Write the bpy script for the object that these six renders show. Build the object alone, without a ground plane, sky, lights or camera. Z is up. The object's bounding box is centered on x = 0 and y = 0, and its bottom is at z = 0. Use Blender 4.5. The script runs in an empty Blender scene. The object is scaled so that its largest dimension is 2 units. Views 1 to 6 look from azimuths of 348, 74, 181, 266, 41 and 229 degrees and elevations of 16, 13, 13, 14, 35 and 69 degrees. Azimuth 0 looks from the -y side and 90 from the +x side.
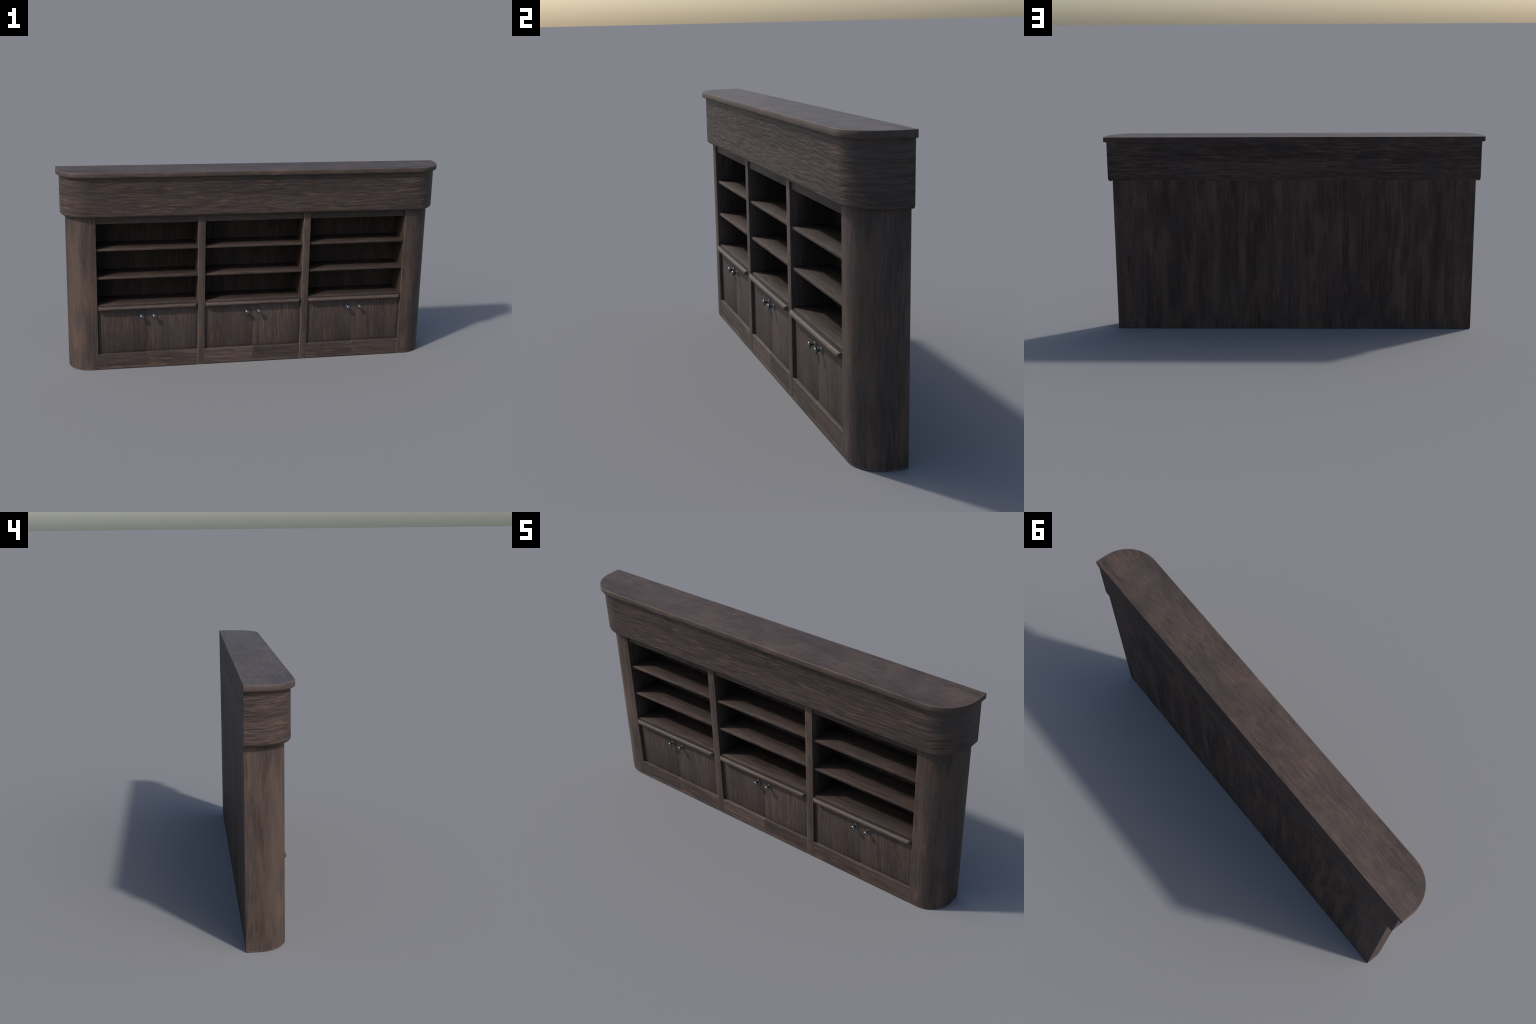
"""Dark oak display bookcase: rounded ends, overhanging cornice and fascia,
three bays of open shelves above three pairs of cupboard doors with steel knobs."""
import bpy, bmesh, math
from mathutils import Vector

# ------------------------------------------------------------------ sizes (m)
TOP      = 1.0428          # overall height
BACK     = 0.1015          # y of the flat back
ARC_X    = 0.85            # centre of the rounded corners (mirrored in x)
ARC_Y    = 0.0485
ARC_SEG  = 10
R_CORN   = 0.150           # corner radius of cornice / fascia / body
R_FASC   = 0.1335
R_BODY   = 0.1087
FRONT    = ARC_Y - R_BODY  # y of the body front plane
CORN_Z   = 1.0180          # underside of the cornice
FASC_Z   = 0.8156          # top of the body, inside the fascia lip
OPEN_X   = 0.8125          # half width between the two end pilasters
DIV_IN, DIV_OUT = 0.2585, 0.2945
BAYS = [(-OPEN_X, -DIV_OUT), (-DIV_IN, DIV_IN), (DIV_OUT, OPEN_X)]
SHELF_TOPS = (0.645, 0.497)
SHELF_T  = 0.0115
SHELF_Y  = -0.0520
CUP_TOP  = 0.349           # top of the cupboards
PANEL_Y  = 0.0950          # inner face of the back panels
DOOR_Y   = -0.0475
PLINTH_Z = 0.0825
PLINTH_Y = -0.0590

# ------------------------------------------------------------------ node help
class Tree:
    def __init__(self, name):
        self.mat = bpy.data.materials.new(name)
        self.mat.use_nodes = True
        self.nt = self.mat.node_tree
        self.nt.nodes.clear()

    def node(self, kind, **props):
        n = self.nt.nodes.new(kind)
        for k, v in props.items():
            setattr(n, k, v)
        return n

    def plug(self, sock, val):
        if isinstance(val, bpy.types.NodeSocket):
            self.nt.links.new(val, sock)
        else:
            sock.default_value = val

    def math(self, op, a, b=0.0, c=None, clamp=False):
        n = self.node('ShaderNodeMath', operation=op, use_clamp=clamp)
        self.plug(n.inputs[0], a)
        self.plug(n.inputs[1], b)
        if c is not None:
            self.plug(n.inputs[2], c)
        return n.outputs[0]

    def vec(self, op, a, b=(0, 0, 0)):
        n = self.node('ShaderNodeVectorMath', operation=op)
        self.plug(n.inputs[0], a)
        self.plug(n.inputs[1], b)
        return n.outputs['Value'] if op == 'DOT_PRODUCT' else n.outputs[0]

    def noise(self, vec, scale=1.0, detail=3.0, rough=0.5, dist=0.0):
        n = self.node('ShaderNodeTexNoise')
        self.plug(n.inputs['Vector'], vec)
        n.inputs['Scale'].default_value = scale
        n.inputs['Detail'].default_value = detail
        n.inputs['Roughness'].default_value = rough
        n.inputs['Distortion'].default_value = dist
        return n

    def remap(self, val, lo, hi, to_lo=0.0, to_hi=1.0):
        n = self.node('ShaderNodeMapRange')
        n.interpolation_type = 'SMOOTHSTEP'
        self.plug(n.inputs[0], val)
        for i, v in enumerate((lo, hi, to_lo, to_hi)):
            n.inputs[i + 1].default_value = v
        return n.outputs[0]

    def mix(self, fac, a, b, mode='MIX'):
        n = self.node('ShaderNodeMix', data_type='RGBA', blend_type=mode)
        self.plug(n.inputs[0], fac)
        self.plug(n.inputs[6], a)
        self.plug(n.inputs[7], b)
        return n.outputs[2]

    def mixv(self, fac, a, b):
        n = self.node('ShaderNodeMix', data_type='VECTOR')
        self.plug(n.inputs[0], fac)
        self.plug(n.inputs[4], a)
        self.plug(n.inputs[5], b)
        return n.outputs[1]


# linear base colours of the stained oak
C_DARK  = (0.0300, 0.0210, 0.0178, 1)
C_MID   = (0.0580, 0.0398, 0.0330, 1)
C_WARM  = (0.0900, 0.0585, 0.0420, 1)
C_GREY  = (0.0425, 0.0340, 0.0315, 1)
C_WEAR  = (0.2000, 0.1420, 0.1080, 1)


def wood(name, stretch, top_stretch=None, tone=1.0, warm=1.0, ripple=0.0,
         streak=0.5, wear=1.0, rough=0.58, bump=0.30, edge_band=None,
         recess=None, blotch=0.0, spec=0.28, vary=0.16, wear_above=None, top_shade=False):
    """Stained oak. `stretch` is the texture frequency per axis: low along the
    grain. `top_stretch` replaces it on faces that look up or down."""
    t = Tree(name)
    tc = t.node('ShaderNodeTexCoord')
    geo = t.node('ShaderNodeNewGeometry')
    info = t.node('ShaderNodeObjectInfo')
    pos = tc.outputs['Object']
    shift = t.node('ShaderNodeCombineXYZ')
    r = info.outputs['Random']
    for i, k in enumerate((17.0, 29.0, 11.0)):
        t.plug(shift.inputs[i], t.math('MULTIPLY', r, k))
    p = t.vec('ADD', pos, shift.outputs[0])
    # slow wander of the grain
    wander = t.noise(p, 5.0, 2.0).outputs['Color']
    wander = t.vec('SUBTRACT', wander, (0.5, 0.5, 0.5))
    wander = t.vec('MULTIPLY', wander, (0.016, 0.016, 0.016))
    pw = t.vec('ADD', p, wander)
    g = t.vec('MULTIPLY', pw, stretch)
    if top_stretch:
        nz = t.node('ShaderNodeSeparateXYZ')
        t.plug(nz.inputs[0], geo.outputs['True Normal'])
        up = t.math('GREATER_THAN', t.math('ABSOLUTE', nz.outputs[2]), 0.7)
        g = t.mixv(up, g, t.vec('MULTIPLY', pw, top_stretch))

    broad = t.noise(t.vec('MULTIPLY', g, (0.30, 0.30, 0.30)), 0.30, 2.0).outputs[0]
    patch = t.noise(p, 7.0, 3.0, 0.55).outputs[0]
    strk  = t.noise(g, 1.0, 4.0, 0.60, 0.35).outputs[0]
    fibre = t.noise(t.vec('MULTIPLY', g, (2.6, 2.6, 2.6)), 1.0, 3.0, 0.6).outputs[0]
    fleck = t.noise(t.vec('ADD', g, (31.0, 7.0, 19.0)), 1.05, 2.0, 0.5, 0.3).outputs[0]

    tone_f = t.math('ADD', t.math('MULTIPLY', strk, 0.52),
                    t.math('ADD', t.math('MULTIPLY', fibre, 0.33), t.math('MULTIPLY', broad, 0.15)))
    col = t.mix(t.remap(tone_f, 0.50 - 0.16 / max(streak, .1) * 0.5, 0.50 + 0.16 / max(streak, .1) * 0.5),
                C_DARK, C_MID)
    # cool grey bloom in wide patches, warm flecks along the grain
    col = t.mix(t.remap(patch, 0.50, 0.68, 0.0, 0.48), col, C_GREY)
    wf = t.math('MULTIPLY', t.remap(fleck, 0.52, 0.72), t.remap(patch, 0.62, 0.42))
    col = t.mix(t.math('MULTIPLY', wf, 0.50 * warm, clamp=True), col, C_WARM)
    if blotch:     # long soft cloudy patches where the stain took unevenly
        cloud = t.noise(t.vec('MULTIPLY', p, (14.0, 14.0, 3.2)), 1.0, 3.0, 0.55).outputs[0]
        col = t.mix(t.remap(cloud, 0.47, 0.66, 0.0, blotch), col, C_WARM)
        col = t.mix(t.remap(cloud, 0.46, 0.32, 0.0, blotch), col, C_DARK)
    lum = t.math('ADD', t.math('MULTIPLY', r, vary), tone - vary / 2)
    lum = t.math('MULTIPLY', lum, t.remap(broad, 0.30, 0.70, 0.88, 1.10))
    cl = t.node('ShaderNodeCombineXYZ')
    for i in range(3):
        t.plug(cl.inputs[i], lum)
    col = t.mix(1.0, col, cl.outputs[0], 'MULTIPLY')

    if edge_band:      # dark band along the board's own edges (half sizes, outer side)
        ab = t.node('ShaderNodeSeparateXYZ')
        t.plug(ab.inputs[0], t.vec('MULTIPLY', pos, (edge_band[2], 1.0, 1.0)))
        az = t.math('ABSOLUTE', ab.outputs[2])
        band_fac = t.math('MAXIMUM', t.remap(ab.outputs[0], edge_band[0] - 0.022, edge_band[0]),
                      t.remap(az, edge_band[1] - 0.018, edge_band[1]))
        band_fac = t.math('MULTIPLY', band_fac, t.remap(strk, 0.25, 0.6, 0.75, 0.35))
        col = t.mix(band_fac, col, (0.018, 0.0155, 0.015, 1))

    if recess:     # ambient shade of the open bays, darkened into the wood toward the back
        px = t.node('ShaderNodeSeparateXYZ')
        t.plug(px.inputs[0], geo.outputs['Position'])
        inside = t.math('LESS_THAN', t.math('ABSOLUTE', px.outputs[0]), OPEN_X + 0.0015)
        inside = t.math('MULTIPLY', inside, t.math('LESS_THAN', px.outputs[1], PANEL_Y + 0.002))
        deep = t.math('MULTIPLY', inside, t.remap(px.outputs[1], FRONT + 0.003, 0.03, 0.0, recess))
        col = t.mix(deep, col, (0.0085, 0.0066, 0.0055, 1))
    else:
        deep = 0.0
    if top_shade:   # occlusion shadow line painted onto the ledge behind the rounded nose
        px = t.node('ShaderNodeSeparateXYZ')
        t.plug(px.inputs[0], geo.outputs['Position'])
        nz = t.node('ShaderNodeSeparateXYZ')
        t.plug(nz.inputs[0], geo.outputs['True Normal'])
        led = t.math('MULTIPLY', t.math('GREATER_THAN', nz.outputs[2], 0.9),
                     t.remap(px.outputs[1], -0.072, -0.056, 0.35, 0.85))
        col = t.mix(led, col, (0.014, 0.0115, 0.0100, 1))

    if wear:
        bev = t.node('ShaderNodeBevel', samples=6)
        bev.inputs['Radius'].default_value = 0.0035
        d = t.vec('DOT_PRODUCT', bev.outputs[0], geo.outputs['Normal'])
        edge = t.remap(t.math('SUBTRACT', 1.0, d), 0.004, 0.07)
        rub = t.noise(p, 22.0, 3.0, 0.6).outputs[0]
        edge = t.math('MULTIPLY', edge, t.remap(rub, 0.30, 0.62, 0.35, 1.0))
        at = t.node('ShaderNodeSeparateXYZ')
        t.plug(at.inputs[0], geo.outputs['Position'])
        edge = t.math('MULTIPLY', edge, t.math('LESS_THAN', at.outputs[1], BACK - 0.006))
        if wear_above is not None:
            edge = t.math('MULTIPLY', edge, t.remap(at.outputs[2], wear_above, wear_above + 0.004))
        col = t.mix(t.math('MULTIPLY', edge, wear, clamp=True), col, C_WEAR)

    # relief: fine fibre plus, where asked, the broad adze-like ripple
    h = t.math('ADD', t.math('MULTIPLY', strk, 0.6), t.math('MULTIPLY', fibre, 0.25))
    b1 = t.node('ShaderNodeBump')
    b1.inputs['Strength'].default_value = bump
    b1.inputs['Distance'].default_value = 0.004
    t.plug(b1.inputs['Height'], h)
    nrm = b1.outputs[0]
    if ripple:
        rp = t.noise(t.vec('MULTIPLY', g, (1.25, 1.25, 0.85)), 1.0, 2.5, 0.5, 0.4).outputs[0]
        b2 = t.node('ShaderNodeBump')
        b2.inputs['Strength'].default_value = ripple
        b2.inputs['Distance'].default_value = 0.006
        t.plug(b2.inputs['Height'], rp)
        t.plug(b2.inputs['Normal'], nrm)
        nrm = b2.outputs[0]

    # specular lowered on the back face to tone down the blue sky sheen
    bk = t.node('ShaderNodeSeparateXYZ')
    t.plug(bk.inputs[0], geo.outputs['Position'])
    back_sheen = t.math('SUBTRACT', 1.0, t.math('MULTIPLY', t.math('GREATER_THAN', bk.outputs[1], BACK - 0.0006), 0.7))

    bs = t.node('ShaderNodeBsdfPrincipled')
    t.plug(bs.inputs['Base Color'], col)
    t.plug(bs.inputs['Roughness'], t.math('ADD', t.math('MULTIPLY', patch, -0.10), rough + 0.05))
    t.plug(bs.inputs['Specular IOR Level'], 
           t.math('MULTIPLY', t.math('MULTIPLY', t.math('SUBTRACT', 1.0, deep), spec), back_sheen))
    t.plug(bs.inputs['Normal'], nrm)
    out = t.node('ShaderNodeOutputMaterial')
    t.nt.links.new(bs.outputs[0], out.inputs[0])
    return t.mat


def steel():
    t = Tree('dark_polished_steel')
    tc = t.node('ShaderNodeTexCoord')
    n = t.noise(tc.outputs['Object'], 180.0, 3.0).outputs[0]
    bs = t.node('ShaderNodeBsdfPrincipled')
    t.plug(bs.inputs['Base Color'], t.mix(n, (0.135, 0.138, 0.143, 1), (0.21, 0.215, 0.22, 1)))
    bs.inputs['Metallic'].default_value = 1.0
    t.plug(bs.inputs['Roughness'], t.remap(n, 0.3, 0.7, 0.17, 0.25))
    out = t.node('ShaderNodeOutputMaterial')
    t.nt.links.new(bs.outputs[0], out.inputs[0])
    return t.mat


LENGTHWAYS = (9.0, 9.0, 82.0)      # grain runs round the case, surface upright
BOARD_X    = (8.0, 85.0, 85.0)     # grain along x on flat boards
UPRIGHT    = (108.0, 108.0, 8.0)     # grain along z
M_TOP    = wood('oak_cornice', LENGTHWAYS, (12.0, 95.0, 30.0), tone=1.06, streak=0.5, bump=0.18, blotch=0.25)
M_FASCIA = wood('oak_fascia', (8.5, 8.5, 96.0), (8.0, 60.0, 30.0), tone=1.08, warm=1.5, ripple=0.52,
                streak=1.10, wear=0.25, bump=0.55)
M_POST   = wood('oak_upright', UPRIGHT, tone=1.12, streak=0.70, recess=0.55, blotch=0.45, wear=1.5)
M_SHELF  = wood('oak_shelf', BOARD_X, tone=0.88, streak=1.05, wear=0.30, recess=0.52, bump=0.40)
M_RAIL   = wood('oak_nosing', (12.0, 60.0, 60.0), tone=1.42, streak=0.4, wear=0.3, bump=0.10, top_shade=True)
M_PLINTH = wood('oak_plinth_warm', BOARD_X, tone=1.20, warm=1.6, streak=0.9, wear=1.2, wear_above=0.074)
M_PLINTH_D = wood('oak_plinth_dull', BOARD_X, tone=1.00, warm=0.4, streak=0.7, wear=0.7, wear_above=0.074)
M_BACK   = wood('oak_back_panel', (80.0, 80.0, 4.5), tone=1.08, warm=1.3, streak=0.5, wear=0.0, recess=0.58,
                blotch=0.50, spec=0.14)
M_STEEL  = steel()

# ------------------------------------------------------------------ mesh help
def link(name, mesh, mat, parent, loc=(0, 0, 0)):
    ob = bpy.data.objects.new(name, mesh)
    bpy.context.collection.objects.link(ob)
    ob.parent = parent
    ob.location = loc
    if not mesh.materials:
        mesh.materials.append(mat)
    return ob


def finish(bm, name, angle=35):
    bmesh.ops.recalc_face_normals(bm, faces=bm.faces)
    me = bpy.data.meshes.new(name)
    bm.to_mesh(me)
    bm.free()
    for p in me.polygons:
        p.use_smooth = True
    me.set_sharp_from_angle(angle=math.radians(angle))
    return me


def box_mesh(name, size, bevel=0.0012, seg=2, keep_back=True, keep_low=False, along_x=False):
    """Box centred on its origin; edges are rounded except those on the back
    face (and the bottom face), which butt against other parts."""
    bm = bmesh.new()
    bmesh.ops.create_cube(bm, size=1.0)
    bmesh.ops.scale(bm, vec=size, verts=bm.verts)
    hy, hz = size[1] / 2, size[2] / 2
    eds = [e for e in bm.edges
           if not (keep_back and all(v.co.y > hy - 1e-6 for v in e.verts))
           and not (along_x and abs(e.verts[0].co.x - e.verts[1].co.x) < 1e-6)
           and not (keep_low and all(v.co.z < -hz + 1e-6 for v in e.verts))]
    if bevel:
        bmesh.ops.bevel(bm, geom=eds, offset=bevel, segments=seg, profile=0.5, affect='EDGES')
    return finish(bm, name)


def box(name, lo, hi, mat, parent, **kw):
    c = [(a + b) / 2 for a, b in zip(lo, hi)]
    return link(name, box_mesh(name, [b - a for a, b in zip(lo, hi)], **kw), mat, parent, c)


def plan_line(radius):
    """Outline of the case seen from above, back left to back right: straight
    sides, rounded front corners, straight front."""
    pts = [(-ARC_X - radius, BACK)]
    for k in range(ARC_SEG + 1):
        a = math.radians(180 + 90 * k / ARC_SEG)
        pts.append((-ARC_X + radius * math.cos(a), ARC_Y + radius * math.sin(a)))
    n = 12
    for k in range(1, n):
        pts.append((-ARC_X + 2 * ARC_X * k / n, ARC_Y - radius))
    for k in range(ARC_SEG + 1):
        a = math.radians(270 + 90 * k / ARC_SEG)
        pts.append((ARC_X + radius * math.cos(a), ARC_Y + radius * math.sin(a)))
    pts.append((ARC_X + radius, BACK))
    return pts


def sweep(name, profile):
    """Sweep a (radius, z) profile round the plan; close it top, bottom, back."""
    bm = bmesh.new()
    rings = [[bm.verts.new((x, y, z)) for x, y in plan_line(r)] for r, z in profile]
    for a, b in zip(rings, rings[1:]):
        for i in range(len(a) - 1):
            bm.faces.new((a[i], a[i + 1], b[i + 1], b[i]))
    bm.faces.new(rings[0])
    bm.faces.new(rings[-1])
    bm.faces.new([r[0] for r in rings] + [r[-1] for r in reversed(rings)])
    return finish(bm, name, 40)


def arc(cx, cz, rad, a0, a1, n):
    return [(cx + rad * math.cos(math.radians(a0 + (a1 - a0) * k / n)),
             cz + rad * math.sin(math.radians(a0 + (a1 - a0) * k / n))) for k in range(n + 1)]


# ------------------------------------------------------------------ the case
case = bpy.data.objects.new('bookcase', None)
bpy.context.collection.objects.link(case)
case['label'] = 'long dark oak display bookcase with rounded ends, open shelves and cupboards'
case['category'] = 'bookcase'

# cornice slab: crisp top edge, rounded lower edge
prof = [(R_CORN - 0.0010, TOP), (R_CORN, TOP - 0.0012)]
prof += arc(R_CORN - 0.004, CORN_Z + 0.004, 0.004, 0, -90, 4)
link('cornice', sweep('cornice', prof), M_TOP, case)

# fascia: cove under the cornice, flat face, bullnosed lip that turns up to the body
cove = 0.005
prof = [(R_FASC + cove - cove * math.sin(math.radians(a)),
         CORN_Z - cove + cove * math.cos(math.radians(a))) for a in (0, 22.5, 45, 67.5, 90)]
lip_w, lip_r = R_FASC - R_BODY, 0.0135
prof += arc(R_FASC - lip_r, 0.8120 + lip_r, lip_r, 0, -90, 6)
prof += arc(R_FASC - lip_r, 0.8120 + lip_r, lip_r, -105, -146, 3)
prof[-1] = (R_BODY + 0.0001, FASC_Z)
prof.append((R_BODY - 0.02, FASC_Z))
link('fascia', sweep('fascia', prof), M_FASCIA, case)


# end pilasters: quarter-round outside, rounded arris at the opening
def pilaster_mesh(sign):
    bm = bmesh.new()
    rr = 0.0016
    plan = [(OPEN_X, BACK)]
    plan += [(OPEN_X + rr - rr * math.cos(math.radians(a)),
              FRONT + rr - rr * math.sin(math.radians(a))) for a in (0, 30, 60, 90)]
    for k in range(ARC_SEG + 1):
        a = math.radians(270 + 90 * k / ARC_SEG)
        plan.append((ARC_X + R_BODY * math.cos(a), ARC_Y + R_BODY * math.sin(a)))
    plan.append((ARC_X + R_BODY, BACK))
    plan = [(x * sign, y) for x, y in plan]
    lo = [bm.verts.new((x, y, 0.0)) for x, y in plan]
    hi = [bm.verts.new((x, y, FASC_Z)) for x, y in plan]
    n = len(plan)
    for i in range(n):
        j = (i + 1) % n
        bm.faces.new((lo[i], lo[j], hi[j], hi[i]))
    bm.faces.new(lo)
    bm.faces.new(hi)
    return finish(bm, 'pilaster', 40)


for s in (-1, 1):
    link('pilaster', pilaster_mesh(s), M_POST, case)

# dividers between the bays
dx, dy = DIV_OUT - DIV_IN, BACK - FRONT
div = box_mesh('divider', (dx, dy, FASC_Z), bevel=0.0015, seg=2, keep_low=True)
for s in (-1, 1):
    link('divider', div, M_POST, case,
         (s * (DIV_IN + DIV_OUT) / 2, (BACK + FRONT) / 2, FASC_Z / 2))

# ------------------------------------------------------------------ knob
def knob_mesh():
    """Turned knob on a round backplate, axis along -y, origin on the door face."""
    prof = [(0.0, -0.001), (0.0118, -0.001), (0.0120, 0.0015), (0.0110, 0.0034), (0.0085, 0.0040),
            (0.0048, 0.0044), (0.0040, 0.0060), (0.0036, 0.0110), (0.0040, 0.0152),
            (0.0062, 0.0176), (0.0102, 0.0190), (0.0119, 0.0210), (0.0122, 0.0228),
            (0.0113, 0.0250), (0.0088, 0.0266), (0.0045, 0.0275), (0.0, 0.0277)]
    bm = bmesh.new()
    n = 28
    rings = []
    for r, d in prof:
        if r == 0:
            rings.append([bm.verts.new((0, -d, 0))])
        else:
            rings.append([bm.verts.new((r * math.cos(2 * math.pi * k / n), -d,
                                        r * math.sin(2 * math.pi * k / n))) for k in range(n)])
    for a, b in zip(rings, rings[1:]):
        for k in range(n):
            m = (k + 1) % n
            q = [a[k % len(a)], a[m % len(a)], b[m % len(b)], b[k % len(b)]]
            q = [v for i, v in enumerate(q) if v not in q[:i]]
            bm.faces.new(q)
    return finish(bm, 'knob', 50)


# nosing half: bullnose section, mitred back at the end that meets a post
def nosing_mesh(length, sign):
    z0 = 0.333                                   # local origin height
    sec = [(DOOR_Y, 0.3415), (-0.0648, 0.3422), (-0.0675, 0.3414), (-0.0706, 0.3384), (-0.0729, 0.3345),
           (-0.0737, 0.3307), (-0.0731, 0.3272), (-0.0713, 0.3248), (-0.0685, 0.3233),
           (-0.0640, 0.3228), (DOOR_Y, 0.3228)]
    bm = bmesh.new()
    ends = []
    for at_post in (False, True):
        ring = []
        for y, z in sec:
            x = length / 2 * sign
            if at_post:
                back = max(0.0, -y - 0.0612)     # 45-degree-ish return
                x -= sign * back * 1.35
            else:
                x = -length / 2 * sign
            ring.append(bm.verts.new((x, y, z - z0)))
        ends.append(ring)
    n = len(sec)
    for i in range(n):
        j = (i + 1) % n
        bm.faces.new((ends[0][i], ends[0][j], ends[1][j], ends[1][i]))
    bm.faces.new(ends[0])
    bm.faces.new(ends[1])
    eds = [e for e in bm.edges if all(v in ends[1] for v in e.verts) and all(v.co.y < -0.0615 for v in e.verts)]
    bmesh.ops.bevel(bm, geom=eds, offset=0.0035, segments=3, profile=0.5, affect='EDGES')
    return finish(bm, 'nosing', 48), z0


KNOB = knob_mesh()
bay_w = BAYS[1][1] - BAYS[1][0]
half = bay_w / 2
GAP = 0.0
door_h = 0.3375 - PLINTH_Z
M_DOOR = wood('oak_door_fine', (122.0, 122.0, 9.0), tone=1.16, warm=1.6, streak=0.6, wear=0.3,
              edge_band=(half / 2, door_h / 2, 1.0))
M_DOOR_D = wood('oak_door_plain', (98.0, 98.0, 8.0), tone=1.10, warm=1.1, streak=0.55, wear=0.3,
                edge_band=(half / 2, door_h / 2, -1.0))
# boards were cut from two batches: which half of each bay got the duller plinth
DULL_PLINTH = (-1, 1, 1)

for (x0, x1), dull in zip(BAYS, DULL_PLINTH):
    mid = (x0 + x1) / 2
    # back board and head rail of the bay
    box('back_panel', (x0, PANEL_Y, 0), (x1, BACK, FASC_Z), M_BACK, case, bevel=0)
    box('head_rail', (x0, -0.0530, 0.7760), (x1, PANEL_Y, FASC_Z), M_SHELF, case, bevel=0.0008)
    # two open shelves and the cupboard top
    for z in SHELF_TOPS:
        box('shelf', (x0, SHELF_Y, z - SHELF_T), (x1, PANEL_Y, z), M_SHELF, case, bevel=0.0014)
    box('cupboard_top', (x0, SHELF_Y, 0.3375), (x1, PANEL_Y, CUP_TOP), M_SHELF, case, bevel=0.0014)

    for s in (-1, 1):
        a, b = (x0, mid - GAP) if s < 0 else (mid + GAP, x1)
        c = (a + b) / 2
        door = box('door', (a, DOOR_Y, PLINTH_Z), (b, DOOR_Y + 0.016, 0.3375),
                   M_DOOR_D if s < 0 else M_DOOR, case, bevel=0.0004)
        kn = link('knob', KNOB, M_STEEL, door,
                  (mid + s * 0.0328 - c, -0.008, 0.2790 - (PLINTH_Z + 0.3375) / 2))
        me, z0 = nosing_mesh(b - a, s)
        link('nosing', me, M_RAIL, case, (c, 0, z0))
        box('plinth_board', (a, PLINTH_Y, 0.0125), (b, -0.03, PLINTH_Z),
            M_PLINTH_D if s == dull else M_PLINTH, case, bevel=0.0022, seg=3, keep_low=True,
            along_x=True)
    box('base_strip', (x0, PLINTH_Y - 0.0009, 0), (x1, -0.03, 0.0125), M_PLINTH, case, bevel=0.0008, keep_low=True, along_x=True)
